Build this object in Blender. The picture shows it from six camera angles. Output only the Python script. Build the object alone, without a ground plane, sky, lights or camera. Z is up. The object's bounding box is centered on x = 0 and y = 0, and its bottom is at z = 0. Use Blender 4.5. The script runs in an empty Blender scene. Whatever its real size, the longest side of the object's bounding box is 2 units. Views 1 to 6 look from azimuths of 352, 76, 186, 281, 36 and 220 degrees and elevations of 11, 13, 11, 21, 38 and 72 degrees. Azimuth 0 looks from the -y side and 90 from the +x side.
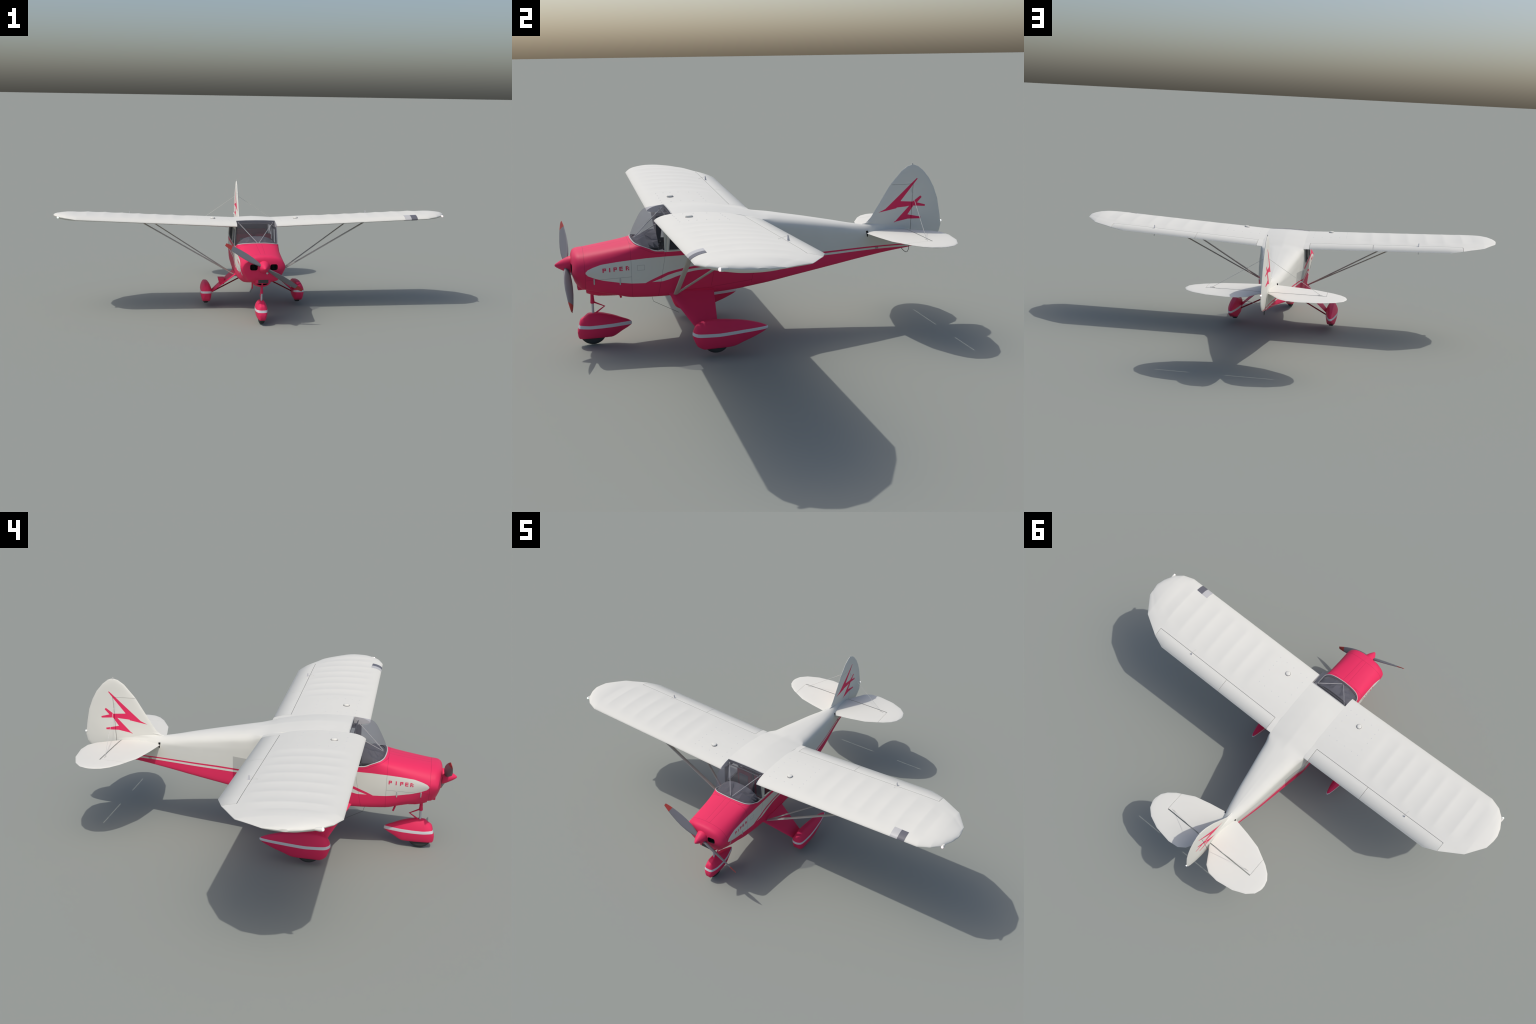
# High-wing four-seat touring airplane with tricycle gear, built part by part.
import bpy, bmesh, math, random
import numpy as np
from mathutils import Vector, Matrix

random.seed(7)
RNG = np.random.default_rng(7)
V = Vector

# ------------------------------------------------------------------ helpers
def pchip(xs, ys, x):
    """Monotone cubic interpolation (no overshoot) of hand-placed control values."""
    xs = np.asarray(xs, float); ys = np.asarray(ys, float); x = np.clip(np.asarray(x, float), xs[0], xs[-1])
    h = np.diff(xs); d = np.diff(ys) / h
    m = np.zeros_like(ys); m[0] = d[0]; m[-1] = d[-1]
    for i in range(1, len(xs) - 1):
        if d[i - 1] * d[i] > 0:
            w1 = 2 * h[i] + h[i - 1]; w2 = h[i] + 2 * h[i - 1]
            m[i] = (w1 + w2) / (w1 / d[i - 1] + w2 / d[i])
    k = np.clip(np.searchsorted(xs, x, side='right') - 1, 0, len(xs) - 2)
    t = (x - xs[k]) / h[k]
    return ((2*t**3 - 3*t**2 + 1) * ys[k] + (t**3 - 2*t**2 + t) * h[k] * m[k]
            + (-2*t**3 + 3*t**2) * ys[k+1] + (t**3 - t**2) * h[k] * m[k+1])

def lerp(xs, ys, x):
    return np.interp(x, xs, ys)

def catmull(P, n, closed=False):
    """Centripetal-ish Catmull-Rom through points P, n samples per span."""
    P = [np.asarray(p, float) for p in P]
    Q = [2*P[0] - P[1]] + P + [2*P[-1] - P[-2]]
    out = []
    for i in range(1, len(Q) - 2):
        p0, p1, p2, p3 = Q[i-1:i+3]
        t0 = 0; t1 = t0 + max(np.linalg.norm(p1-p0), 1e-6)**.5
        t2 = t1 + max(np.linalg.norm(p2-p1), 1e-6)**.5; t3 = t2 + max(np.linalg.norm(p3-p2), 1e-6)**.5
        for j in range(n):
            t = t1 + (t2 - t1) * j / n
            a1 = (t1-t)/(t1-t0)*p0 + (t-t0)/(t1-t0)*p1
            a2 = (t2-t)/(t2-t1)*p1 + (t-t1)/(t2-t1)*p2
            a3 = (t3-t)/(t3-t2)*p2 + (t-t2)/(t3-t2)*p3
            b1 = (t2-t)/(t2-t0)*a1 + (t-t0)/(t2-t0)*a2
            b2 = (t3-t)/(t3-t1)*a2 + (t-t1)/(t3-t1)*a3
            out.append((t2-t)/(t2-t1)*b1 + (t-t1)/(t2-t1)*b2)
    out.append(P[-1])
    return out

def mesh_obj(name, verts, faces, mat=None, parent=None, angle=30, recalc=True):
    me = bpy.data.meshes.new(name)
    me.from_pydata([tuple(map(float, v)) for v in verts], [], faces)
    if recalc:
        bm = bmesh.new(); bm.from_mesh(me)
        bmesh.ops.remove_doubles(bm, verts=bm.verts, dist=1e-6)
        bmesh.ops.recalc_face_normals(bm, faces=bm.faces)
        bm.to_mesh(me); bm.free()
    return finish(name, me, mat, parent, angle)

def finish(name, me, mat=None, parent=None, angle=30):
    if mat is not None:
        for m in (mat if isinstance(mat, (list, tuple)) else [mat]):
            me.materials.append(m)
    ob = bpy.data.objects.new(name, me)
    bpy.context.scene.collection.objects.link(ob)
    smooth(ob, angle)
    if parent is not None:
        ob.parent = parent
    return ob

def smooth(ob, angle):
    me = ob.data
    me.polygons.foreach_set('use_smooth', [True] * len(me.polygons))
    me.set_sharp_from_angle(angle=math.radians(angle))
    me.update()

def rings(loops, cap0=True, cap1=True, closed=True):
    """Skin a list of equal-length vertex loops."""
    n = len(loops[0]); verts = [p for l in loops for p in l]; faces = []
    for i in range(len(loops) - 1):
        for j in range(n if closed else n - 1):
            a = i*n + j; b = i*n + (j+1) % n
            faces.append((a, b, b + n, a + n))
    if cap0: faces.append(tuple(range(n)))
    if cap1: faces.append(tuple(reversed(range((len(loops)-1)*n, len(loops)*n))))
    return verts, faces

def tube(name, pts, r, mat, parent, seg=10, flat=1.0, smooth_pts=0):
    """Round (or flattened) bar along a polyline; r may be a list."""
    if smooth_pts:
        if isinstance(r, (list, tuple)):
            k = len(pts); r = list(np.interp(np.linspace(0, k-1, (k-1)*smooth_pts+1), range(k), r))
        pts = catmull(pts, smooth_pts)
    pts = [V(p) for p in pts]
    rs = r if isinstance(r, (list, tuple)) else [r] * len(pts)
    loops = []
    for i, p in enumerate(pts):
        d = (pts[min(i+1, len(pts)-1)] - pts[max(i-1, 0)]).normalized()
        # keep the wide side of flattened bars along the flight direction (y)
        e1 = (V((0, 1, 0)) - d * d.y)
        if e1.length < 1e-3: e1 = V((1, 0, 0)) - d * d.x
        e1.normalize(); e2 = d.cross(e1)
        loops.append([p + e1*math.cos(a)*rs[i] + e2*math.sin(a)*rs[i]*flat
                      for a in [2*math.pi*k/seg for k in range(seg)]])
    v, f = rings(loops)
    return mesh_obj(name, v, f, mat, parent, 40)

def box(name, lo, hi, mat, parent, bevel=0.0, seg=2):
    bm = bmesh.new(); bmesh.ops.create_cube(bm, size=1)
    for v in bm.verts:
        v.co = V([lo[i] + (hi[i]-lo[i])*(v.co[i]+.5) for i in range(3)])
    if bevel:
        bmesh.ops.bevel(bm, geom=bm.edges[:], offset=bevel, segments=seg, affect='EDGES', profile=.5)
    me = bpy.data.meshes.new(name); bm.to_mesh(me); bm.free()
    return finish(name, me, mat, parent, 35)

def prism(name, poly, axis, a, b, mat=None, parent=None):
    """Extrude a polygon (given in the two other axes, cyclic order) from a to b along axis."""
    def mk(p, t):
        return (t, p[0], p[1]) if axis == 'x' else ((p[0], t, p[1]) if axis == 'y' else (p[0], p[1], t))
    n = len(poly)
    v = [mk(p, a) for p in poly] + [mk(p, b) for p in poly]
    f = [tuple(range(n)), tuple(range(2*n-1, n-1, -1))] + [(i, i+n, (i+1) % n + n, (i+1) % n) for i in range(n)]
    return mesh_obj(name, v, f, mat, parent, 30)

def boolean(ob, cutter, op, remove=True):
    m = ob.modifiers.new('cut', 'BOOLEAN'); m.object = cutter; m.operation = op; m.solver = 'EXACT'
    dg = bpy.context.evaluated_depsgraph_get()
    me = bpy.data.meshes.new_from_object(ob.evaluated_get(dg))
    ob.modifiers.clear(); old = ob.data; ob.data = me; me.name = old.name
    bpy.data.meshes.remove(old)
    if remove:
        cm = cutter.data; bpy.data.objects.remove(cutter); bpy.data.meshes.remove(cm)

def lathe(name, prof, mat, parent, axis='y', centre=(0, 0, 0), seg=32, angle=35):
    """Turn a profile of (position along axis, radius)."""
    loops = []
    for t, r in prof:
        l = []
        for k in range(seg):
            a = 2*math.pi*k/seg; c, s = math.cos(a)*r, math.sin(a)*r
            p = {'y': (c, t, s), 'x': (t, c, s), 'z': (c, s, t)}[axis]
            l.append((p[0]+centre[0], p[1]+centre[1], p[2]+centre[2]))
        loops.append(l)
    v, f = rings(loops)
    return mesh_obj(name, v, f, mat, parent, angle)

# ------------------------------------------------------------------ node expressions
class X:
    """Tiny wrapper so that masks can be written as arithmetic."""
    def __init__(s, nt, sock): s.nt, s.s = nt, sock
    def op(s, o, b=None, c=None):
        n = s.nt.nodes.new('ShaderNodeMath'); n.operation = o
        for i, q in enumerate((s, b, c)):
            if q is None: continue
            if isinstance(q, X): s.nt.links.new(q.s, n.inputs[i])
            else: n.inputs[i].default_value = float(q)
        return X(s.nt, n.outputs[0])
    def __add__(s, b): return s.op('ADD', b)
    def __radd__(s, b): return s.op('ADD', b)
    def __sub__(s, b): return s.op('SUBTRACT', b)
    def __rsub__(s, b): return (s * -1.0) + b
    def __mul__(s, b): return s.op('MULTIPLY', b)
    def __rmul__(s, b): return s.op('MULTIPLY', b)
    def gt(s, b): return s.op('GREATER_THAN', b)
    def lt(s, b): return s.op('LESS_THAN', b)
    def abs(s): return s.op('ABSOLUTE')
    def max(s, b): return s.op('MAXIMUM', b)
    def min(s, b): return s.op('MINIMUM', b)
    def inv(s): return 1.0 - s
    def near(s, v, w): return (s - v).abs().lt(w)

def curve(x, pts, lo=-.75, hi=.75, zlo=.0, zhi=.6):
    """Piecewise-linear function of one coordinate, from a few control points."""
    n = x.nt.nodes.new('ShaderNodeFloatCurve')
    u = (x - lo) * (1/(hi-lo))
    x.nt.links.new(u.s, n.inputs['Value'])
    c = n.mapping.curves[0]
    pts = [((p[0]-lo)/(hi-lo), (p[1]-zlo)/(zhi-zlo)) for p in pts]
    pts = [(0.0, pts[0][1])] + pts + [(1.0, pts[-1][1])]
    c.points[0].location = pts[0]; c.points[1].location = pts[-1]
    for p in pts[1:-1]: c.points.new(*p)
    for p in c.points: p.handle_type = 'VECTOR'
    n.mapping.update()
    return X(x.nt, n.outputs[0]) * (zhi-zlo) + zlo

def new_mat(name):
    m = bpy.data.materials.new(name); m.use_nodes = True
    nt = m.node_tree; b = nt.nodes['Principled BSDF']
    return m, nt, b

def coords(nt):
    tc = nt.nodes.new('ShaderNodeTexCoord'); sp = nt.nodes.new('ShaderNodeSeparateXYZ')
    nt.links.new(tc.outputs['Object'], sp.inputs[0])
    return [X(nt, o) for o in sp.outputs], tc

def mixcol(nt, fac, a, b):
    n = nt.nodes.new('ShaderNodeMix'); n.data_type = 'RGBA'
    A, B = n.inputs[6], n.inputs[7]
    if isinstance(fac, X): nt.links.new(fac.s, n.inputs[0])
    else: n.inputs[0].default_value = fac
    for sck, v in ((A, a), (B, b)):
        if isinstance(v, (tuple, list)): sck.default_value = (*v[:3], 1)
        else: nt.links.new(v, sck)
    return n.outputs[2]

def grain(nt, tc, col, amount=.06, scale=18):
    """Very slight mottling so that large painted areas are not perfectly even."""
    no = nt.nodes.new('ShaderNodeTexNoise'); no.inputs['Scale'].default_value = scale
    no.inputs['Detail'].default_value = 4
    nt.links.new(tc.outputs['Object'], no.inputs['Vector'])
    hsv = nt.nodes.new('ShaderNodeHueSaturation')
    v = X(nt, no.outputs['Fac']) * amount + (1 - amount/2)
    nt.links.new(v.s, hsv.inputs['Value'])
    if isinstance(col, (tuple, list)): hsv.inputs['Color'].default_value = (*col, 1)
    else: nt.links.new(col, hsv.inputs['Color'])
    return hsv.outputs[0]

def plain(name, col, rough=.5, metal=0, spec=.15, amount=.05, scale=20):
    m, nt, b = new_mat(name); _, tc = coords(nt)
    nt.links.new(grain(nt, tc, col, amount, scale), b.inputs['Base Color'])
    b.inputs['Roughness'].default_value = rough; b.inputs['Metallic'].default_value = metal
    b.inputs['Specular IOR Level'].default_value = spec
    return m

RED = (.70, .031, .107)
WHITE = (.652, .644, .588)
GREY_STRIPE = (.60, .60, .62)

MAT = {}
MAT['white'] = plain('white_fabric_paint', WHITE, .6, spec=.2, amount=.03)
MAT['red'] = plain('raspberry_red_paint', RED, .5)
MAT['strut'] = plain('strut_paint', (.44, .42, .38), .5)
MAT['metal'] = plain('brushed_metal', (.52, .52, .55), .4, .3)
MAT['wire'] = plain('wire_steel', (.55, .54, .50), .5)
MAT['dark_wire'] = plain('dark_wire', (.06, .06, .06), .5)
MAT['frame'] = plain('window_frame_paint', (.50, .50, .48), .5)
MAT['tyre'] = plain('tyre_rubber', (.045, .05, .05), .75)
MAT['black'] = plain('matt_black', (.008, .008, .009), .8)
MAT['dark'] = plain('cabin_trim_dark', (.11, .11, .12), .7, amount=.3, scale=40)
MAT['seat_red'] = plain('seat_red_vinyl', (.30, .01, .03), .6)
MAT['seat_grey'] = plain('seat_grey_fabric', (.16, .16, .17), .8)
MAT['lining'] = plain('cabin_lining', (.30, .30, .29), .8)
MAT['blade'] = plain('propeller_grey', (.165, .165, .18), .45)
MAT['tip'] = plain('propeller_tip_red', (.36, .05, .045), .5)
MAT['lamp_clear'] = plain('landing_light_cover', (.47, .465, .46), .35, spec=.2)
MAT['lamp_dark'] = plain('landing_light_dark', (.13, .13, .15), .4)
MAT['cap_shade'] = plain('cap_shade_ring', (.16, .16, .17), .7)
MAT['screw'] = plain('screw_paint', (.55, .55, .54), .5)
MAT['brace'] = plain('brace_dark_red', (.30, .012, .03), .5)
MAT['plug'] = plain('plug_grey', (.33, .33, .30), .6)
MAT['filter'] = plain('intake_filter', (.07, .07, .07), .9, amount=.6, scale=300)
MAT['grille'] = plain('grille_bar', (.02, .022, .024), .6)

def lamp(name, tint):
    m, nt, b = new_mat(name); b.inputs['Base Color'].default_value = (.9, .9, .9, 1)
    b.inputs['Emission Color'].default_value = (*tint, 1); b.inputs['Emission Strength'].default_value = .8
    b.inputs['Roughness'].default_value = .15
    return m
MAT['lamp_white'] = lamp('tail_light_lens', (1, 1, 1))
MAT['lamp_red'] = lamp('navigation_lens_red', (1, .75, .75))
MAT['lamp_green'] = lamp('navigation_lens_green', (.8, 1, .82))

def glass():
    m, nt, b = new_mat('tinted_perspex')
    b.inputs['Base Color'].default_value = (.34, .34, .37, 1); b.inputs['Roughness'].default_value = .35
    b.inputs['Specular IOR Level'].default_value = .15
    tr = nt.nodes.new('ShaderNodeBsdfTransparent'); mx = nt.nodes.new('ShaderNodeMixShader')
    tr.inputs[0].default_value = (.93, .93, .95, 1)
    mx.inputs[0].default_value = .075
    nt.links.new(tr.outputs[0], mx.inputs[1]); nt.links.new(b.outputs[0], mx.inputs[2])
    nt.links.new(mx.outputs[0], nt.nodes['Material Output'].inputs[0])
    return m
MAT['glass'] = glass()

# ---- livery of the fuselage: red nose and belly, white flank panel, twin stripes
PANEL_TOP = [(-.6105, .2787), (-.609, .283), (-.605, .2875), (-.588, .2946), (-.559, .3030), (-.509, .3083),
             (-.4608, .3118), (-.412, .3150), (-.345, .3165), (-.05, .3166)]
PANEL_LOW = [(-.6105, .2785), (-.609, .274), (-.605, .2685), (-.582, .257), (-.5536, .2473), (-.504, .2367), (-.4614, .2305),
             (-.416, .2290), (-.394, .2399), (-.3605, .2543), (-.3406, .262), (-.3163, .267), (-.2843, .273),
             (-.246, .277), (-.15, .2793), (.0765, .2812), (.16, .2833), (.313, .2830), (.42, .2815), (.536, .2790), (.7, .277)]
STRIPE_UP = [(-.3934, .231), (-.3762, .2373), (-.361, .2425), (-.341, .2515), (-.3105, .2596), (-.2662, .2672),
             (-.2325, .2702), (-.1, .2728), (.08, .2752), (.16, .2768), (.32, .2773), (.42, .2762), (.536, .2745), (.7, .273)]
STRIPE_LOW = [(-.3594, .231), (-.3357, .2365), (-.3172, .2431), (-.2958, .2495), (-.2696, .2570), (-.2497, .2603),
              (-.2313, .2617), (-.1, .2650), (.085, .2675), (.16, .2687), (.314, .2700), (.42, .2695), (.536, .2678), (.7, .267)]

def livery():
    m, nt, b = new_mat('fuselage_livery'); (x, y, z), tc = coords(nt)
    top = curve(y, PANEL_TOP); low = curve(y, PANEL_LOW); su = curve(y, STRIPE_UP); sl = curve(y, STRIPE_LOW)
    flank = z.lt(top) * z.gt(low) * y.gt(-.6105)
    stripe = z.lt(su) * z.gt(sl) * y.gt(-.394)
    sill = y.gt(-.3495) * z.gt(.3318)                      # above the window sill: white cabin top
    aft = y.gt((z - .3166) * 2.6 - .05) * z.gt(top)        # slanted rear end of the red sill band
    white = flank.max(stripe).max(sill).max(aft)
    # panel joints
    w = .00065
    ring = y.near(-.6125, w)
    wall = y.near(-.4612, w)
    hood = (x.abs() - ((y + .6125) * .022 + .0107)).abs().lt(w) * y.gt(-.6125) * y.lt(-.4612) * z.gt(.33)
    hinge = (z - ((y + .461) * .028 + .2546)).abs().lt(w) * y.gt(-.61) * y.lt(-.4612)
    door = (y - ((z - .179) * .19 - .3743)).abs().lt(w) * z.lt(.331)
    bag_h = (z - ((y + .187) * .095 + .199)).abs().lt(w) * y.gt(-.19) * y.lt(-.05)
    bag_v = ((y - ((z - .2) * .2 - .194)).abs().lt(w)).max((y - ((z - .21) * .2 - .051)).abs().lt(w)) * z.gt(.203) * z.lt(.262)
    hat = x.gt(0)*((y.near(-.4294, .0125) * z.near(.284, .009)) - (y.near(-.4294, .0125-w*1.6) * z.near(.284, .009-w*1.6)))
    cover = (z - curve(y, [(-.466, .362), (-.44, .3525), (-.422, .347), (-.39, .3325), (-.375, .3285), (-.352, .3270)])).abs().lt(w) \
        * y.gt(-.461) * y.lt(-.352)
    line = ring.max(wall).max(hood).max(hinge).max(door).max(bag_h.max(bag_v) * x.gt(0)).max(hat).max(cover)
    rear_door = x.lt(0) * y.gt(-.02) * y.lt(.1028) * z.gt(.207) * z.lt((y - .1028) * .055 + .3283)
    col = mixcol(nt, white, RED, WHITE)
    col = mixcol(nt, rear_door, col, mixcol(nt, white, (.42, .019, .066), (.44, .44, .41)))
    dark = mixcol(nt, white, (.40, .017, .060), (.27, .27, .26))
    col = mixcol(nt, line * .75, col, dark)
    nt.links.new(grain(nt, tc, col, .04), b.inputs['Base Color'])
    b.inputs['Roughness'].default_value = .5; b.inputs['Specular IOR Level'].default_value = .14
    return m
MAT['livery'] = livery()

# ---- fin livery: a red double lightning flash, made of convex pieces
FLASH = [
    [(.4640, .4030), (.5350, .4370), (.6025, .5180), (.6005, .5190), (.5800, .5005)],
    [(.4640, .4030), (.5360, .4365), (.5210, .4135)],
    [(.5210, .4135), (.5360, .4365), (.5930, .4320), (.5930, .4205), (.5600, .4185)],
    [(.5860, .4320), (.6165, .4530), (.6200, .4490), (.5960, .4240), (.5880, .4210)],
    [(.5900, .4320), (.6350, .4195), (.6345, .4160), (.5900, .4200)],
    [(.5200, .3640), (.5750, .4195), (.5900, .4220), (.5640, .3860)],
    [(.5200, .3640), (.5640, .3865), (.5690, .3725)],
    [(.5630, .3865), (.6175, .3745), (.6170, .3705), (.5680, .3725)],
]
def fin_livery():
    m, nt, b = new_mat('fin_livery'); (x, y, z), tc = coords(nt)
    mark = None
    for poly in FLASH:
        c = np.mean(poly, axis=0); piece = None
        P = sorted(poly, key=lambda p: math.atan2(p[1]-c[1], p[0]-c[0]))
        for i in range(len(P)):
            a, d = P[i], P[(i+1) % len(P)]
            nx, nz = -(d[1]-a[1]), d[0]-a[0]
            l = math.hypot(nx, nz); nx /= l; nz /= l
            h = (y * nx + z * nz + (.0015 - nx*a[0] - nz*a[1])).gt(0)
            piece = h if piece is None else piece * h
        mark = piece if mark is None else mark.max(piece)
    low = curve(y, PANEL_LOW); su = curve(y, STRIPE_UP); sl = curve(y, STRIPE_LOW)
    red = mark.max(z.lt(low) * z.gt(su)).max(z.lt(sl))
    col = mixcol(nt, red, WHITE, RED)
    nt.links.new(grain(nt, tc, col, .03), b.inputs['Base Color'])
    b.inputs['Roughness'].default_value = .55; b.inputs['Specular IOR Level'].default_value = .14
    return m
MAT['fin'] = fin_livery()

def fairing_livery(name, up, low):
    m, nt, b = new_mat(name); (x, y, z), tc = coords(nt)
    s = z.lt(curve(y, up)) * z.gt(curve(y, low))
    col = mixcol(nt, s, RED, GREY_STRIPE)
    nt.links.new(grain(nt, tc, col, .04), b.inputs['Base Color'])
    b.inputs['Roughness'].default_value = .5; b.inputs['Specular IOR Level'].default_value = .14
    return m
MAT['pant_main'] = fairing_livery('main_fairing_livery',
    [(-.2860, .0885), (-.2724, .0862), (-.2022, .0838), (-.1221, .0872), (-.03, .0885)],
    [(-.2860, .0775), (-.2724, .0750), (-.2022, .0728), (-.1187, .0768), (-.03, .0790)])
MAT['pant_nose'] = fairing_livery('nose_fairing_livery',
    [(-.6420, .0735), (-.635, .0745), (-.605, .0722), (-.55, .0730), (-.458, .0722)],
    [(-.6440, .0620), (-.637, .0633), (-.605, .0610), (-.545, .0612), (-.458, .0600)])

# ------------------------------------------------------------------ top object
plane = bpy.data.objects.new('light_airplane', None)
bpy.context.scene.collection.objects.link(plane)
plane['label'] = 'white and raspberry red high-wing propeller airplane with wheel fairings'
plane['category'] = 'airplane'

# ------------------------------------------------------------------ wing section
# upper and lower surface heights of the constant wing section (root values)
AF_Y = [-.3795, -.3785, -.374, -.366, -.352, -.336, -.319, -.28, -.24, -.20, -.15, -.105, -.078, -.055, -.038, -.024, -.0165, -.0125, -.0105]
AF_T = [.4378, .4398, .4436, .4480, .4530, .4562, .4582, .4602, .4600, .4580, .4528, .4450, .4385, .4350, .4311, .4270, .4242, .4223, .4212]
AF_B = [.4378, .4364, .4352, .4337, .4310, .4282, .4256, .4218, .4198, .4190, .4187, .4187, .4188, .4190, .4193, .4197, .4199, .4200, .4200]
DIHEDRAL = .0443
def af_top(y): return pchip(AF_Y, AF_T, y)
def af_bot(y): return pchip(AF_Y, AF_B, y)

# ------------------------------------------------------------------ fuselage
# half cross-sections from top centre to bottom centre: (x, z)
ST = {
 -.6125: [(0,.3415),(.040,.3385),(.071,.3300),(.0885,.3180),(.1015,.301),(.1072,.283),(.0990,.257),(.0805,.2275),(.068,.2135),(0,.2080)],
 -.5600: [(0,.3490),(.041,.3460),(.073,.3375),(.0900,.3255),(.1015,.308),(.1055,.285),(.1000,.250),(.086,.214),(.071,.2000),(0,.1950)],
 -.5100: [(0,.3560),(.043,.3530),(.076,.3450),(.0920,.3330),(.1020,.315),(.1045,.285),(.1000,.245),(.088,.203),(.073,.1880),(0,.1840)],
 -.4612: [(0,.3635),(.045,.3610),(.079,.3540),(.0945,.3435),(.1028,.322),(.1045,.285),(.1010,.240),(.0900,.1925),(.077,.1775),(0,.1745)],
 -.4300: [(0,.3705),(.047,.3690),(.083,.3640),(.0972,.3560),(.1045,.334),(.1055,.285),(.1025,.240),(.0930,.190),(.081,.1765),(0,.1740)],
 -.4000: [(0,.4200),(.046,.4180),(.088,.4100),(.0995,.4000),(.1048,.352),(.1060,.290),(.1030,.240),(.0950,.188),(.085,.1760),(0,.1735)],
 -.3600: [(0,.4560),(.050,.4545),(.094,.4500),(.0985,.4450),(.1045,.372),(.1066,.310),(.1045,.240),(.0975,.187),(.089,.1760),(0,.1735)],
}
ROOF = [(-.319,.4608),(-.280,.4640),(-.240,.4652),(-.2055,.4645),(-.160,.4600),(-.105,.4520),(-.060,.4440),(-.0371,.4385),(-.0105,.4330)]
def keel(y):
    return float(lerp([-.319, -.19, -.105, .118, .32, .40, .48, .574], [.1770, .1760, .1810, .2112, .2382, .2470, .2560, .2655], y))
for _y, _t in ROOF:
    s = float(af_top(_y)) + .0001
    k = lerp([-.319, -.0105], [0, 1], _y); c = keel(_y)
    ST[_y] = [(0,_t),(.055,_t-.45*(_t-s)),(.0984,s-.0001),(.1014,s-.0060),(.1032,.40-.012*k),(.1064,.345),(.1045,.25),
              (.1000-.003*k,c+.010-.005*k),(.0915-.002*k,c-.0006*k),(0,c-.0025)]
def aft(T, upper, w, y):
    c = keel(y); h = min(.010, .16*w + .002)
    return [(0, T)] + upper + [(w*.995, .272), (w*.980, c+h*.5), (w*.91, c-.0008), (0, c-.0025*w/.08)]
ST.update({
  .0320: aft(.4258, [(.045,.4236),(.077,.4145),(.0895,.4015),(.0936,.375),(.0942,.335)], .0942, .0320),
  .1000: aft(.4146, [(.038,.4122),(.066,.4038),(.0790,.3907),(.0829,.367),(.0833,.332)], .0833, .1000),
  .1636: aft(.4036, [(.032,.4013),(.0565,.3927),(.0685,.3804),(.0732,.359),(.0738,.330)], .0738, .1636),
  .2700: aft(.3836, [(.022,.3812),(.0413,.3742),(.0518,.3634),(.0564,.347),(.0572,.325)], .0572, .2700),
  .3630: aft(.3650, [(.010,.3635),(.022,.3585),(.0310,.3505),(.0370,.340),(.0382,.325)], .0382, .3630),
  .4000: aft(.3600, [(.006,.3590),(.0135,.3555),(.0215,.3485),(.0280,.338),(.0305,.325)], .0305, .4000),
  .4800: aft(.3620, [(.004,.3600),(.0068,.3550),(.0085,.3470),(.0125,.337),(.0170,.325)], .0170, .4800),
  .5740: aft(.3480, [(.003,.3475),(.005,.3450),(.0060,.3410),(.0066,.336),(.0070,.325)], .0070, .5740),
})
SY = sorted(ST)
SC = np.array([ST[y] for y in SY])            # station, point, xz
def half_section(y, n=7):
    c = np.array([[float(pchip(SY, SC[:, j, k], y)) for k in (0, 1)] for j in range(SC.shape[1])])
    pts = catmull(list(c), n)
    # flat roof panel between the wings: no bulge at its corners
    k = float(lerp([-.40, -.36, -.02, .03], [0, 1, 1, 0], y))
    if k > 0:
        for j in (1, 2):
            for i in range(n):
                q = c[j] + (c[j+1]-c[j])*i/n
                pts[j*n+i] = pts[j*n+i]*(1-k) + q*k
    for p in pts: p[0] = max(p[0], 0)
    pts[0][0] = 0; pts[-1][0] = 0
    return pts
def half_width(y, z):
    """Half-breadth of the fuselage flank at height z."""
    pts = half_section(y)[14:-8]
    zs = np.array([p[1] for p in pts])[::-1]; xs = np.array([p[0] for p in pts])[::-1]
    return float(np.interp(z, zs, xs))
def full_loop(y, shear=0.0, sx=1.0, sz=1.0, zc=.28, dy=None):
    h = half_section(max(y, SY[0]))
    loop = h + [np.array([-p[0], p[1]]) for p in h[-2:0:-1]]
    out = []
    for p in loop:
        x, z = p[0]*sx, zc + (p[1]-zc)*sz
        yy = (y if dy is None else dy) + shear*max(0, .272 - z)
        out.append((x, yy, z))
    return out

def build_fuselage():
    ys = [SY[0]]
    for a, b in zip(SY[:-1], SY[1:]):
        n = max(1, int(round((b-a)/.011)))
        ys += [a + (b-a)*i/n for i in range(1, n+1)]
    nose = [(-.6555,.16,.16,.06),(-.6548,.34,.40,.14),(-.6530,.56,.66,.20),(-.6495,.76,.82,.24),(-.6445,.885,.905,.26),
            (-.6370,.960,.962,.22),(-.6260,.990,.990,.12)]
    loops = [full_loop(0, sh, a, b, .283, dy=y) if False else
             [(p[0]*a, y + sh*max(0, .272 - (.283+(p[2]-.283)*b)), .283 + (p[2]-.283)*b) for p in full_loop(SY[0])]
             for y, a, b, sh in nose]
    loops += [full_loop(y) for y in ys]
    v, f = rings(loops)
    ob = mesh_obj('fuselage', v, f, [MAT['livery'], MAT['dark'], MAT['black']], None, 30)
    return ob

fus = build_fuselage()

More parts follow.
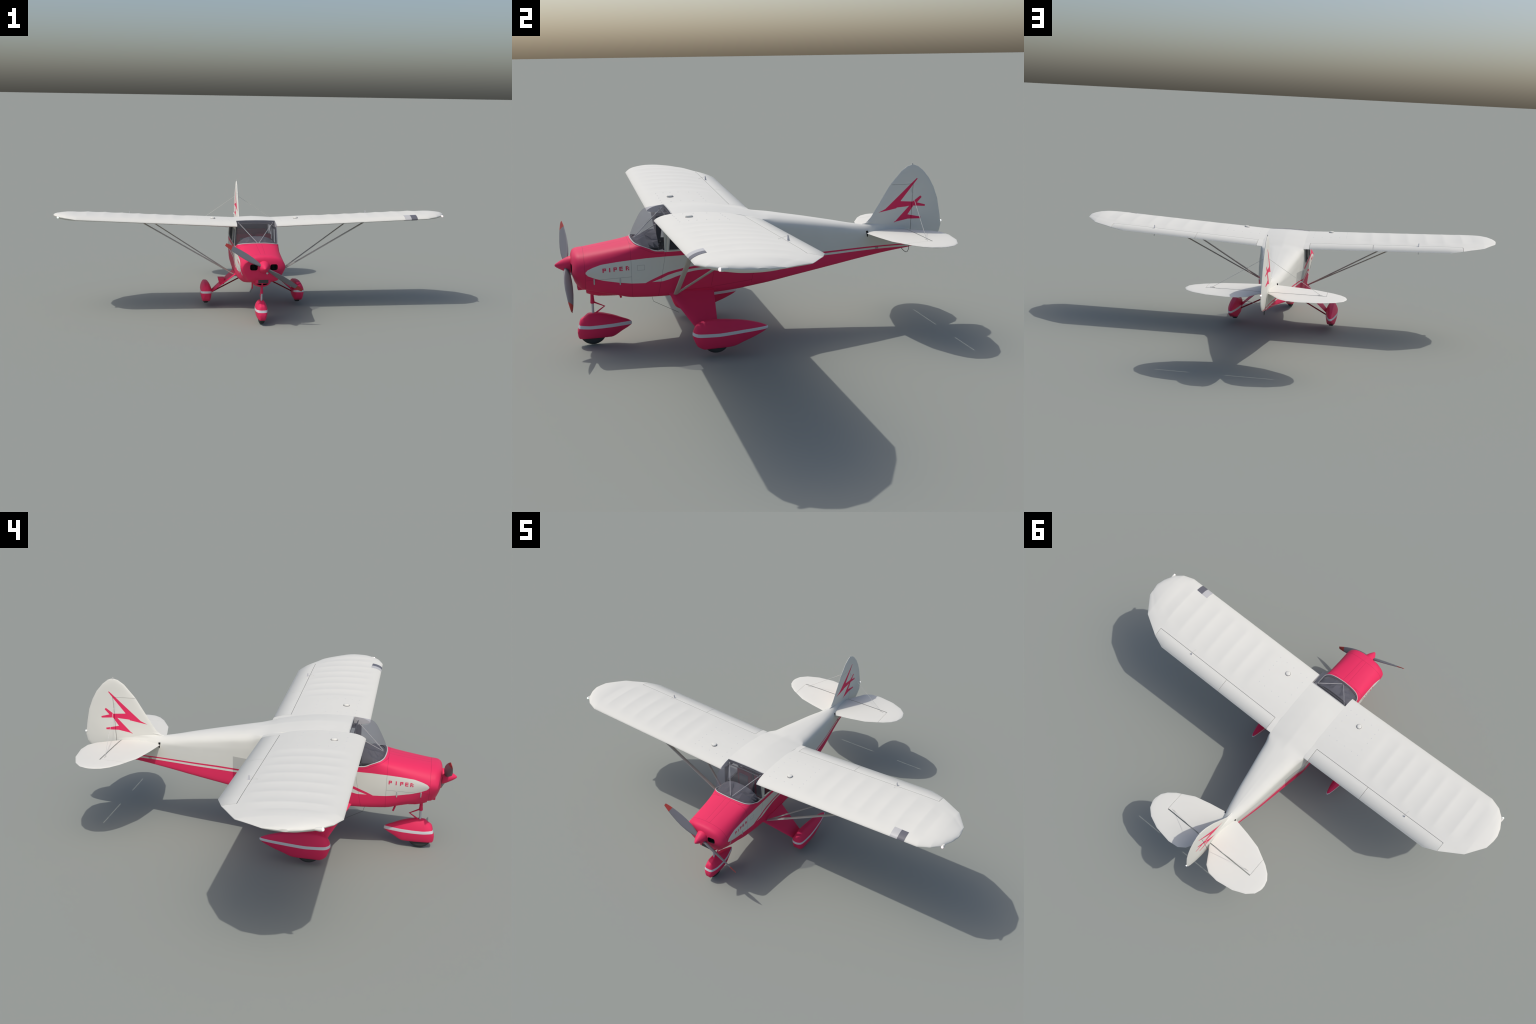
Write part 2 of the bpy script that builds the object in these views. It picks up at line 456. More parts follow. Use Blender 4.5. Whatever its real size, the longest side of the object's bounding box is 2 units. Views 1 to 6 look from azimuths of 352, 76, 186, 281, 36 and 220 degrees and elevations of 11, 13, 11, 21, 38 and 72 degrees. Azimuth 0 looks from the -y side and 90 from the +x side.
# hollow cabin
def cavity():
    ys = np.linspace(-.4480, -.030, 34); loops = []
    for y in ys:
        h = half_section(y, 3)
        L = []
        for p in h:
            x = p[0]*.955; z = .29 + (p[1]-.29)*.945
            L.append((x, z))
        loop = L + [(-a, b) for a, b in L[-2:0:-1]]
        loops.append([(a, y, b) for a, b in loop])
    v, f = rings(loops)
    return mesh_obj('cavity', v, f, [MAT['livery'], MAT['dark'], MAT['black']], None)
cav = cavity()
for p in cav.data.polygons: p.material_index = 1
boolean(fus, cav, 'DIFFERENCE')

# windshield opening (side profile of its lower edge) and skylight
BASE = [(-.4525, .3660), (-.4500, .3648), (-.4440, .3612), (-.4350, .3580), (-.4242, .3548), (-.4030, .3468), (-.3818, .3384), (-.3640, .3362), (-.3490, .3357)]
cut = prism('cut', [(-.4528, .60)] + [(-.4528, .3662)] + BASE[1:] + [(-.3490, .428), (-.3195, .428), (-.3195, .60)], 'x', -.2, .2,
            [MAT['livery'], MAT['dark'], MAT['black']])
for p in cut.data.polygons: p.material_index = 1
boolean(fus, cut, 'DIFFERENCE')
# side windows
WINDOWS = [[(-.3350, .3365), (-.2450, .3365), (-.2450, .4130), (-.3255, .4130)],
           [(-.2320, .3365), (-.1150, .3375), (-.0600, .3500), (-.0520, .3600), (-.0560, .4100), (-.2320, .4130)]]
for poly in WINDOWS:
    cut = prism('cut', poly, 'x', -.2, .2, [MAT['livery'], MAT['dark'], MAT['black']])
    boolean(fus, cut, 'DIFFERENCE')
# cooling inlets in the nose
for s in (-1, 1):
    cut = box('cut', (.0300 if s > 0 else -.0655, -.70, .2720), (.0655 if s > 0 else -.0300, -.630, .3005), [MAT['livery'], MAT['dark'], MAT['black']], None, .009, 4)
    for p in cut.data.polygons: p.material_index = 2
    boolean(fus, cut, 'DIFFERENCE')
smooth(fus, 32)

# split the shell at its real joints: nose bowl, cowling, fuselage (shared border normals)
def split_by(ob, classify, names, parent):
    me = ob.data
    cn = np.empty(len(me.loops)*3); me.corner_normals.foreach_get('vector', cn); cn = cn.reshape(-1, 3)
    out = []
    for k, name in enumerate(names):
        polys = [p for p in me.polygons if classify(p.center) == k]
        vid = {}; verts = []; faces = []; nrm = []; mats = []
        for p in polys:
            fl = []
            for li in p.loop_indices:
                vi = me.loops[li].vertex_index
                if vi not in vid: vid[vi] = len(verts); verts.append(tuple(me.vertices[vi].co))
                fl.append(vid[vi]); nrm.append(tuple(cn[li]))
            faces.append(fl); mats.append(p.material_index)
        m2 = bpy.data.meshes.new(name); m2.from_pydata(verts, [], faces)
        for m in me.materials: m2.materials.append(m)
        m2.polygons.foreach_set('material_index', mats)
        m2.polygons.foreach_set('use_smooth', [True]*len(faces))
        m2.normals_split_custom_set(nrm)
        o = bpy.data.objects.new(name, m2); bpy.context.scene.collection.objects.link(o); o.parent = parent
        out.append(o)
    bpy.data.objects.remove(ob)
    return out
nose_bowl, cowling, fuselage = split_by(fus, lambda c: 0 if c.y < -.6125 else (1 if c.y < -.4612 else 2),
                                        ['nose_bowl', 'cowling', 'fuselage'], plane)

# grille bars inside the inlets
for s in (-1, 1):
    for i in range(5):
        xc = s*(.0478 + (i-2)*.0062)
        box('grille_bar', (xc-.0009, -.6445, .2735), (xc+.0009, -.6400, .2990), MAT['grille'], nose_bowl)

# lettering on both flanks (block letters, 5 x 5 strokes)
GLYPH = {'P': ['111', '101', '111', '100', '100'], 'I': ['1', '1', '1', '1', '1'],
         'E': ['111', '100', '111', '100', '111'], 'R': ['110', '101', '110', '101', '101']}
def letters():
    word = 'PIPER'; cent = [-.5500, -.5322, -.5143, -.4950, -.4740]
    for s in (1, -1):
        seq = word if s > 0 else word[::-1]
        for ch, yc in zip(seq, cent):
            g = GLYPH[ch]; zc = .2842 + (yc+.51)*.034
            cw = .0037; chh = .0029; W = len(g[0])*cw
            v = []; f = []
            for r, row in enumerate(g):
                for c, bit in enumerate(row):
                    if bit == '0': continue
                    # read left to right when seen from outside
                    y0 = yc + s*(-W/2 + c*cw); y1 = y0 + s*cw
                    z1 = zc + 2.5*chh - r*chh; z0 = z1 - chh
                    base = len(v)
                    for (yy, zz) in ((y0, z0), (y1, z0), (y1, z1), (y0, z1)):
                        v.append((s*(half_width(yy, zz)+.0005), yy, zz))
                    for (yy, zz) in ((y0, z0), (y1, z0), (y1, z1), (y0, z1)):
                        v.append((s*(half_width(yy, zz)-.0012), yy, zz))
                    f += [(base, base+1, base+2, base+3), (base+7, base+6, base+5, base+4)] + \
                         [(base+i, base+4+i, base+4+(i+1) % 4, base+(i+1) % 4) for i in range(4)]
            mesh_obj('letter', v, f, MAT['red'], cowling, 20, recalc=True)
letters()

lathe('door_handle', [(-.0945, .0008), (-.0935, .0022), (-.0800, .0024)], MAT['metal'], fuselage, 'x', (.0090, .0870, .2880), 10)
# cowl latches lying on the flank
for s in (1, -1):
    for yc, z0, z1 in ((-.5840, .2345, .2560), (-.4995, .2290, .2520)):
        zs = np.linspace(z0, z1, 6)
        pts = [(s*(half_width(yc, z)+.0008), yc, z) for z in zs]
        tube('latch', pts, [.0018, .0022, .0022, .0022, .0024, .0018], MAT['frame'], cowling, 8, .8)

# intake box and chin fairing under the nose
ib = box('intake_box', (-.0355, -.6375, .2040), (.0355, -.6000, .2300), MAT['red'], plane, .003, 2)
box('intake_filter', (-.0235, -.6382, .2070), (.0245, -.6360, .2240), MAT['filter'], ib)
def chin():
    st = [(-.6085, .0395, .1850), (-.600, .0415, .1815), (-.585, .0445, .1765), (-.568, .0470, .1725), (-.540, .0490, .1705),
          (-.508, .0500, .1690), (-.500, .0485, .1715), (-.493, .044, .178)]
    loops = []
    for y, w, zb in st:
        a = np.linspace(0, math.pi, 17); zt = .232
        loops.append([(w*math.cos(t), y, .213 - (.213-zb)*math.sin(t)**.8) for t in a] + [(-w, y, zt), (w, y, zt)])
    inner = [(x*.90, y, .213-(.213-z)*.84 if z < .213 else z) for x, y, z in loops[0]]
    deep = [(x, y+.014, z) for x, y, z in inner]
    v, f = rings([deep, inner] + loops)
    return mesh_obj('chin_fairing', v, f, [MAT['red'], MAT['black']], plane, 35)
ch = chin()
for p in ch.data.polygons:
    if p.center.y > -.6083 and abs(p.normal.y) > .9 and p.center.y < -.59: p.material_index = 1
    elif p.center.y < -.598 and p.center.y > -.6084 and len(p.vertices) == 4 and p.normal.z > .15 and p.center.z < .21: p.material_index = 1
box('outlet_divider', (-.0035, -.6080, .186), (.0035, -.603, .204), MAT['red'], ch)
tube('exhaust_pipe', [(-.034, -.500, .185), (-.034, -.496, .168), (-.033, -.4895, .1480)], .0035, MAT['red'], plane, 12)
# starter housing behind the spinner
lathe('starter_ring', [(-.6585, .004), (-.6575, .0055), (-.645, .0055)], MAT['metal'], nose_bowl, 'y', (.0156, 0, .2590), 14)

# ------------------------------------------------------------------ windshield
GB = [(.1052, -.3490, .3357), (.1052, -.3640, .3362), (.1046, -.3818, .3384), (.1025, -.4030, .3468), (.0985, -.4242, .3548),
      (.0900, -.4350, .3585), (.0750, -.4440, .3618), (.0420, -.4500, .3652), (0, -.4525, .3664)]
GT = [(.1000, -.3500, .4240), (.0996, -.3600, .4262), (.0992, -.3700, .4290), (.0988, -.3765, .4340), (.0986, -.3720, .4435),
      (.0980, -.3500, .4530), (.0940, -.3205, .4578), (.0500, -.3200, .4596), (0, -.3200, .4602)]
# fore-and-aft profile of the middle strip, as fractions of its run and rise
GLASS_RUN = [0, .115, .245, .385, .55, .77, 1]
GLASS_RISE = [0, .345, .640, .835, .950, .985, 1]
def glass_grid():
    rows = 14
    B = catmull(GB, 4); T = catmull(GT, 4)
    n = len(B); cols = []
    for i in range(n):
        b, t = np.array(B[i]), np.array(T[i]); u = i/(n-1)
        # how far this strip wraps over the wing leading edge
        over = min(1, max(0, (u-.36)/.20))
        col = []
        for k in range(rows+1):
            s = k/rows
            straight = b*(1-s) + t*s
            q = s*(len(GLASS_RUN)-1); fy = pchip(range(7), GLASS_RUN, q); fz = pchip(range(7), GLASS_RISE, q)
            arc = np.array([b[0]*(1-s)+t[0]*s, b[1]+(t[1]-b[1])*fy, b[2]+(t[2]-b[2])*fz])
            col.append(straight*(1-over) + arc*over)
        cols.append(col)
    full = cols + [[np.array([-p[0], p[1], p[2]]) for p in c] for c in cols[-2::-1]]
    v = [p for c in full for p in c]; R = rows+1; f = []
    for i in range(len(full)-1):
        for k in range(rows):
            a = i*R+k; f.append((a, a+R, a+R+1, a+1))
    return v, f
v, f = glass_grid()
ws = mesh_obj('windshield', v, f, MAT['glass'], plane, 60)
sol = ws.modifiers.new('thick', 'SOLIDIFY'); sol.thickness = .0006; sol.offset = 0
base_line = catmull(GB, 4); base_line = [tuple(p) for p in base_line] + [(-p[0], p[1], p[2]) for p in base_line[-2::-1]]
tube('windshield_seal', base_line, .0021, MAT['frame'], ws, 8)
for s in (1, -1):
    tube('windshield_brace', [(s*.0873, -.3270, .4500), (s*.0050, -.4380, .3665)], .0015, MAT['wire'], ws, 8)
    tube('windshield_post', [(s*.1062, -.3455, .3330), (s*.0998, -.3375, .4270)], .0032, MAT['frame'], ws, 10, .6)
tube('skylight_edge', [(.0950, -.3192, .4580), (.05, -.3190, .4598), (0, -.3190, .4604), (-.05, -.3190, .4598), (-.0950, -.3192, .4580)], .0020, MAT['frame'], ws, 8)

# side panes and their frames
for s in (1, -1):
    for poly in WINDOWS:
        n = len(poly); v = []
        for k, off in ((0, -.0012), (1, -.0022)):
            for (y, z) in poly: v.append((s*(half_width(y, z)+off), y, z))
        f = [tuple(range(n)), tuple(range(2*n-1, n-1, -1))] + [(i, i+n, (i+1) % n+n, (i+1) % n) for i in range(n)]
        pane = mesh_obj('side_window', v, f, MAT['glass'], plane, 20)
        ring = [(s*(half_width(y, z)+.0002), y, z) for (y, z) in poly]
        tube('window_frame', ring + [ring[0]], .0019, MAT['frame'], pane, 8)

# ------------------------------------------------------------------ cabin interior
def dash():
    # faceted moulded cover between the windshield base and the panel
    v = []; f = []; nx, ny = 11, 5
    for i in range(nx):
        for j in range(ny):
            u = i/(nx-1)*2-1; t = j/(ny-1)
            y = -.4470 + t*.080 + .02*u*u*(1-t)
            z = .3600 + .027*t - (.010+.030*t)*abs(u)**3 + (.0 if j in (0, ny-1) or i in (0, nx-1) else RNG.uniform(-.008, .007))
            v.append((u*.0985, y, z))
    for i in range(nx-1):
        for j in range(ny-1):
            a = i*ny+j; f += [(a, a+ny, a+ny+1), (a, a+ny+1, a+1)]
    k = len(v)
    for i in range(nx):
        u = i/(nx-1)*2-1; v.append((u*.0985, -.364, .25))
    for i in range(nx-1):
        f.append((i*ny+ny-1, (i+1)*ny+ny-1, k+i+1, k+i))
    return mesh_obj('instrument_panel', v, f, MAT['dark'], plane, 5)
panel = dash()
sp = panel.modifiers.new('thick', 'SOLIDIFY'); sp.thickness = .002
for s in (1, -1):
    def seat(yc, name, xc, w, h):
        c = box(name, (xc-w, yc-.055, .235), (xc+w, yc+.005, .262), MAT['seat_grey'], plane, .008, 3)
        b = box('seat_back', (xc-w, yc-.005, .250), (xc+w, yc+.016, h), MAT['seat_red'], c, .008, 3)
        box('seat_insert', (xc-w*.62, yc-.0075, .268), (xc+w*.62, yc-.003, h-.022), MAT['seat_grey'], c, .002, 1)
        tube('seat_rail', [(xc-w*.8, yc-.05, .184), (xc-w*.8, yc-.05, .240)], .003, MAT['metal'], c, 8)
        tube('seat_rail', [(xc+w*.8, yc-.05, .184), (xc+w*.8, yc-.05, .240)], .003, MAT['metal'], c, 8)
    seat(-.275, 'seat', s*.048, .040, .385)
    tube('control_column', [(s*.048, -.375, .325), (s*.048, -.345, .325)], .0025, MAT['metal'], panel, 8)
    tube('control_yoke', [(s*.048-.018, -.345, .340), (s*.048-.016, -.345, .325), (s*.048+.016, -.345, .325), (s*.048+.018, -.345, .340)], .003, MAT['dark_wire'], panel, 8)
    tube('cabin_frame_tube', [(s*.0985, -.238, .190), (s*.1005, -.238, .340), (s*.0955, -.238, .425)], .0026, MAT['lining'], plane, 8)
    tube('cabin_frame_tube', [(s*.0950, -.230, .425), (s*.0985, -.125, .335)], .0022, MAT['lining'], plane, 8)
    tube('cabin_frame_tube', [(s*.0975, -.4300, .3400), (s*.0990, -.3600, .3250), (s*.0990, -.2400, .3250)], .0026, MAT['dark_wire'], plane, 8)
    tube('cabin_frame_tube', [(s*.095, -.330, .432), (s*.096, -.235, .436), (s*.090, -.10, .425)], .0028, MAT['lining'], plane, 8)
rs = box('bench_seat', (-.085, -.165, .235), (.085, -.105, .265), MAT['seat_grey'], plane, .008, 3)
box('seat_back', (-.085, -.112, .250), (.085, -.088, .385), MAT['seat_red'], rs, .008, 3)
for yy, zz in ((-.335, .447), (-.318, .448), (-.235, .452)):
    tube('cabin_cross_tube', [(-.093, yy, zz-.003), (0, yy, zz), (.093, yy, zz-.003)], .0024, MAT['dark_wire'], plane, 8)

# ------------------------------------------------------------------ wings
TIP_LE = [(.098, -.3795), (.884, -.3785), (.933, -.3595), (.966, -.3300), (.991, -.2830), (1.0, -.2500)]
TIP_TE = [(.098, -.0105), (.7725, -.0095), (.833, -.0335), (.934, -.0940), (.9925, -.1770), (1.0, -.2200)]
TIP_H = [(.098, 1.0), (.86, 1.0), (.90, .97), (.94, .88), (.966, .72), (.985, .52), (.995, .33), (1.0, .18)]
RIBS = [.3293 + .0845*i for i in range(8)]
def wing_z(x, s, upper):
    """Surface height at span x, chord fraction s (0 leading edge, 1 trailing edge)."""
    y0 = AF_Y[0]; y1 = AF_Y[-1]
    yn = y0 + (y1-y0)*s
    t, b = float(af_top(yn)), float(af_bot(yn))
    yl = float(lerp(*zip(*TIP_LE), x)); yt = float(lerp(*zip(*TIP_TE), x))
    ya = yl + (yt-yl)*s
    m0 = .5*(t+b); m = .5*float(af_top(ya)+af_bot(ya)); t += m-m0; b += m-m0; h = float(lerp([p[0] for p in TIP_H], [p[1] for p in TIP_H], x))
    z = m + ((t if upper else b) - m)*h
    # doped fabric sags between the ribs
    if x > RIBS[0]-.02 and x < .93:
        k = (x - RIBS[0]) / .0845; fr = k - math.floor(k)
        win = max(0, min(1, (s-.07)/.12)) * max(0, min(1, (.80-s)/.12)) * max(0, min(1, (x-RIBS[0]+.01)/.03)) * max(0, min(1, (.925-x)/.04))
        sag = abs(math.sin(math.pi*fr))**.85
        z += (-.0022 if upper else .0012) * sag * win
    return z + DIHEDRAL*(x-.1)

def wing_solid(side):
    xs = sorted(set([p[0] for p in TIP_LE+TIP_TE+TIP_H] + list(np.linspace(.098, .30, 10)) + list(np.linspace(.31, .93, 74))
                    + [.945, .955, .975, .98]))
    ss = .5*(1-np.cos(np.linspace(0, math.pi, 37)))
    ss = np.concatenate([ss[:14], np.linspace(ss[14], ss[-5], 24), ss[-4:]])
    loops = []
    for x in xs:
        yl = float(lerp(*zip(*TIP_LE), x)); yt = float(lerp(*zip(*TIP_TE), x))
        up = [(side*x, yl+(yt-yl)*s, wing_z(x, s, True)) for s in ss]
        lo = [(side*x, yl+(yt-yl)*s, wing_z(x, s, False)) for s in ss[::-1][:-1]]
        loops.append(up+lo)
    v, f = rings(loops)
    return mesh_obj('wing', v, f, MAT['white'], plane, 35)

HINGE = -.0775; GAP = .0014
def roll_edge(ob, y0, y1, angle):
    """Soften the shading toward a thin trailing edge, as a rolled edge would."""
    me = ob.data
    cn = np.empty(len(me.loops)*3); me.corner_normals.foreach_get('vector', cn); cn = cn.reshape(-1, 3)
    out = []
    for l in me.loops:
        n = V(cn[l.index]); y = me.vertices[l.vertex_index].co.y
        t = min(1, max(0, (y-y0)/(y1-y0)))
        if t > 0 and abs(n.x) < .5 and n.y > -.6:
            a = math.radians(angle)*t**1.15*(-1 if n.z > 0 else 1)
            n = Matrix.Rotation(a, 3, 'X') @ n
        out.append(tuple(n))
    me.normals_split_custom_set(out)

def wing_surface_top(x, y):
    yl = float(lerp(*zip(*TIP_LE), x)); yt = float(lerp(*zip(*TIP_TE), x))
    return wing_z(x, (y-yl)/(yt-yl), True)

for side in (1, -1):
    w = wing_solid(side)
    def xr(a, b): return (side*a, side*b) if side > 0 else (-b, -a)
    def cutter(a, b, y0):
        lo, hi = xr(a, b); return box('cut', (lo, y0, .30), (hi, .2, .60), None, None)
    parts = []
    for name, a, b in (('flap', .1244, .4195), ('aileron', .4195, .8330)):
        p = w.copy(); p.data = w.data.copy(); p.name = name; p.data.name = name
        bpy.context.scene.collection.objects.link(p)
        boolean(p, cutter(a+GAP*.5, b-GAP*.5, HINGE+GAP), 'INTERSECT'); smooth(p, 35)
        parts.append(p)
    boolean(w, cutter(.1244-GAP*.5, .8330+GAP*.7, HINGE-GAP*.2), 'DIFFERENCE'); smooth(w, 35)
    for p in parts: p.parent = w; roll_edge(p, HINGE, -.0105, 34)
    # dark web added in the hinge slot so the gap reads shaded
    gap_strip = []
    for x in (.1262, .8310):
        zt = wing_surface_top(x, HINGE) - .0010; zb = zt - .016
        gap_strip.append([(side*x, HINGE-.0012, zb), (side*x, HINGE+.0018, zb), (side*x, HINGE+.0018, zt), (side*x, HINGE-.0012, zt)])
    mesh_obj('hinge_shade_strip', *rings(gap_strip), MAT['dark_wire'], w)
    # fuel cap
    zc = wing_surface_top(.2115, -.279)
    lathe('fuel_cap', [(zc-.003, .0110), (zc+.0038, .0114), (zc+.0054, .0106), (zc+.0066, .0066), (zc+.0069, .0008)], MAT['white'], w, 'z', (side*.2115, -.279, 0), 24, 50)
    lathe('cap_shade_ring', [(zc-.003, .0128), (zc+.0008, .0128), (zc+.0010, .0100)], MAT['cap_shade'], w, 'z', (side*.2115, -.279, 0), 24, 50)  # dark ring added to imitate the contact shade around the cap
    # tank cover screws
    pts = [(.2910, y) for y in (-.3221, -.2938, -.2674, -.2370, -.1965, -.1638)] + [(x, -.1625) for x in (.2577, .2159, .1736)] + \
          [(.1318, y) for y in (-.1607, -.2069, -.2521, -.2872, -.3214)] + [(x, -.3210) for x in (.1664, .2091, .2508)]
    sv = []; sf = []
    for (x, y) in pts:
        z = wing_surface_top(x, y); k = len(sv)
        for r, dz in ((.0022, .0000), (.0018, .0005)):
            sv += [(side*x + r*math.cos(a), y + r*math.sin(a), z+dz + (wing_surface_top(x, y+r*math.sin(a))-z)) for a in [2*math.pi*i/10 for i in range(10)]]
        sf += [tuple(range(k+10, k+20))] + [(k+i, k+(i+1) % 10, k+10+(i+1) % 10, k+10+i) for i in range(10)]
    so = mesh_obj('cover_screw', sv, sf, MAT['screw'], w, 30); so['kind'] = 'stuff'
    # navigation light pod on the tip
    zt = .4795
    pod = lathe('navigation_light', [(-.3315, .0054), (-.326, .0060), (-.315, .0048), (-.300, .0008)], MAT['white'], w, 'y', (side*.9715, 0, zt), 16, 40)
    lathe('light_lens', [(-.3372, .0012), (-.3366, .0032), (-.3345, .0047), (-.3315, .0048)], MAT['lamp_red'] if side > 0 else MAT['lamp_green'], pod, 'y', (side*.9715, 0, zt), 16, 60)
    # aileron horn with its cable
    yb = -.0690; zb = wing_surface_top(.63, yb)
    horn = prism('aileron_horn', [(yb-.0035, zb-.004), (yb+.0045, zb-.004), (yb+.0008, zb+.0150), (yb-.0022, zb+.0162)], 'x', side*.6290, side*.6312, MAT['metal'], w)
    prism('aileron_horn', [(yb-.002, .440), (yb+.004, .440), (yb+.0030, .424), (yb+.001, .424)], 'x', side*.6290, side*.6312, MAT['metal'], w)
    tube('control_cable', [(side*.6301, yb-.001, zb+.014), (side*.6301, yb-.030, wing_surface_top(.63, yb-.03)+.0002)], .0004, MAT['wire'], horn, 6)
    # bracing struts, streamlined tubes
    foot = V((side*.1085, -.3165, .1850))
    for top, r in ((V((side*.5590, -.3215, .4488)), .0085), (V((side*.5345, -.1388, .4410)), .0055)):
        tube('wing_strut', [foot, top], r, MAT['strut'], plane, 16, .36 if r > .007 else .5)
    # root fairing plate of the leg
    # landing light in one leading edge only
    if side > 0:
        def patch(name, x0, x1, mat):
            loops = []
            for x in np.linspace(x0, x1, 4):
                L = []
                yl = float(lerp(*zip(*TIP_LE), x)); yt = float(lerp(*zip(*TIP_TE), x))
                for s in list(np.linspace(.118, .0, 16)):
                    L.append((x, yl+(yt-yl)*s - .0006*(1-s/.118), wing_z(x, s, True)+.0007))
                for s in np.linspace(.006, .05, 5):
                    L.append((x, yl+(yt-yl)*s-.0006*(1-s/.05), wing_z(x, s, False)-.0007))
                inner = [(x, p[1]+.004, p[2]-.0015) for p in L]
                loops.append(L + inner[::-1])
            v, f = rings(loops)
            return mesh_obj(name, v, f, mat, w, 40)
        patch('landing_light', .7615, .7945, MAT['lamp_clear'])
        patch('landing_light_dark_patch', .7945, .8265, MAT['lamp_dark'])  # dark patch laid on the skin in place of the lamp interior, no hollow

# ------------------------------------------------------------------ tail
def plan_solid(name, xs, lo_f, hi_f, tk_f, put, mat, n=15):
    loops = []
    cs = .5*(1-np.cos(np.linspace(0, math.pi, n)))
    for x in xs:
        a, b = lo_f(x), hi_f(x); T = tk_f(x)
        prof = [T*(4*c*(1-c))**.5*(1.15-.3*c) for c in cs]
        up = [put(x, a+(b-a)*c, h) for c, h in zip(cs, prof)]
        dn = [put(x, a+(b-a)*c, -h) for c, h in zip(cs[::-1][1:-1], prof[::-1][1:-1])]
        loops.append(up+dn)
    v, f = rings(loops)
    return mesh_obj(name, v, f, mat, plane, 40)

STAB_LE = [(.010, .3960), (.038, .3980), (.115, .4125), (.190, .4310), (.269, .4725), (.302, .4980), (.3205, .5224), (.3280, .5500), (.3285, .5630)]
STAB_TE = [(.010, .5600), (.0312, .5910), (.062, .6410), (.093, .6625), (.144, .6682), (.227, .6555), (.285, .6310), (.316, .6030), (.3265, .5770), (.3285, .5640)]
STAB_T = [(.01, .0060), (.15, .0058), (.26, .0050), (.30, .0040), (.32, .0026), (.3285, .0006)]
ZS = .3312
for side in (1, -1):
    xs = sorted(set([p[0] for p in STAB_LE+STAB_TE+STAB_T] + list(np.linspace(.012, .32, 22))))
    st = plan_solid('horizontal_stabilizer', xs, lambda x: float(lerp(*zip(*STAB_LE), x)), lambda x: float(lerp(*zip(*STAB_TE), x)),
                    lambda x: float(lerp(*zip(*STAB_T), x)), lambda x, y, h: (side*x, y, ZS+h), MAT['white'])
    poly = [(-.01, .5525), (.2460, .5525), (.2460, .40), (.36, .40), (.36, .72), (-.01, .72)]
    g = .0052
    poly_in = [(-.02, .5525+g), (.2460+g*.2, .5525+g), (.2460+g*.2, .39), (.37, .39), (.37, .73), (-.02, .73)]
    def cutp(pl): return prism('cut', [(side*a, b) for a, b in pl], 'z', .25, .42)
    el = st.copy(); el.data = st.data.copy(); el.name = 'elevator'; el.data.name = 'elevator'
    bpy.context.scene.collection.objects.link(el)
    boolean(el, cutp(poly_in), 'INTERSECT'); smooth(el, 40)
    boolean(st, cutp(poly), 'DIFFERENCE'); smooth(st, 40)
    el.parent = st
    tube('tail_brace_wire', [(side*.0055, .5790, .4800), (side*.2258, .5443, .3345)], .0007, MAT['wire'], plane, 6)
    tube('tail_brace_wire', [(side*.2258, .5443, .3285), (side*.0060, .5600, .2780)], .0007, MAT['wire'], plane, 6)
    tube('wire_fitting', [(side*.2100, .5440, .3372), (side*.2300, .5443, .3368)], .0014, MAT['wire'], plane, 8)
    # black bar on the fuselage flank standing in for a slot; nothing is cut
    xx = half_width(.4000, .329)
    tube('trim_slot_bar', [(side*(xx-.0020), .4000, .3180), (side*(xx-.0010), .4000, .3400)], .0042, MAT['black'], plane, 10, .7)
    # small lift handle
    tube('lift_handle_plug', [(side*(half_width(.44, .272)+.0002), .434, .2725), (side*(half_width(.446, .272)+.0002), .446, .2725)], .0028, MAT['plug'], plane, 8)

FIN_LE = [(.2655, .560), (.300, .470), (.340, .405), (.3585, .394), (.3640, .4035), (.370, .4120), (.3845, .4260), (.5010, .4995), (.549, .5418), (.5655, .566), (.5695, .582)]
FIN_TE = [(.2655, .590), (.2700, .6200), (.2850, .6630), (.3040, .6880), (.3180, .6985), (.342, .7040), (.381, .6988), (.4425, .6868), (.4845, .6708), (.518, .6522), (.547, .6277), (.564, .6065), (.5695, .592)]
FIN_T = [(.2655, .0030), (.275, .0055), (.30, .0066), (.36, .0072), (.50, .0062), (.54, .0050), (.56, .0034), (.5695, .0012)]
zs = sorted(set([p[0] for p in FIN_LE+FIN_TE+FIN_T] + list(np.linspace(.27, .56, 24))))
fin = plan_solid('vertical_fin', zs, lambda z: float(lerp(*zip(*FIN_LE), z)), lambda z: float(lerp(*zip(*FIN_TE), z)),
                 lambda z: float(lerp(*zip(*FIN_T), z)), lambda z, y, h: (h, y, z), MAT['fin'])
g = .0018
out = [(.5715, .20), (.5860, .4990), (.30, .4990), (.30, .70), (.90, .70), (.90, .20)]
inn = [(.5715+g, .19), (.5860+g, .4990+g*.5), (.29, .4990+g*.5), (.29, .71), (.91, .71), (.91, .19)]
rud = fin.copy(); rud.data = fin.data.copy(); rud.name = 'rudder'; rud.data.name = 'rudder'
bpy.context.scene.collection.objects.link(rud)
boolean(rud, prism('cut', inn, 'x', -.1, .1), 'INTERSECT'); smooth(rud, 40)
boolean(fin, prism('cut', out, 'x', -.1, .1), 'DIFFERENCE'); smooth(fin, 40)
rud.parent = fin
tube('beacon_rod', [(0, .5855, .566), (0, .5850, .5752)], .0018, MAT['wire'], fin, 10)
tube('tail_light_stalk', [(0, .699, .3540), (0, .7035, .3552)], .0022, MAT['white'], rud, 10)
tl = lathe('tail_light', [(.7025, .0020), (.7035, .0034), (.7050, .0036), (.7064, .0026), (.7071, .0006)], MAT['lamp_white'], rud, 'y', (0, 0, .3552), 14, 60)
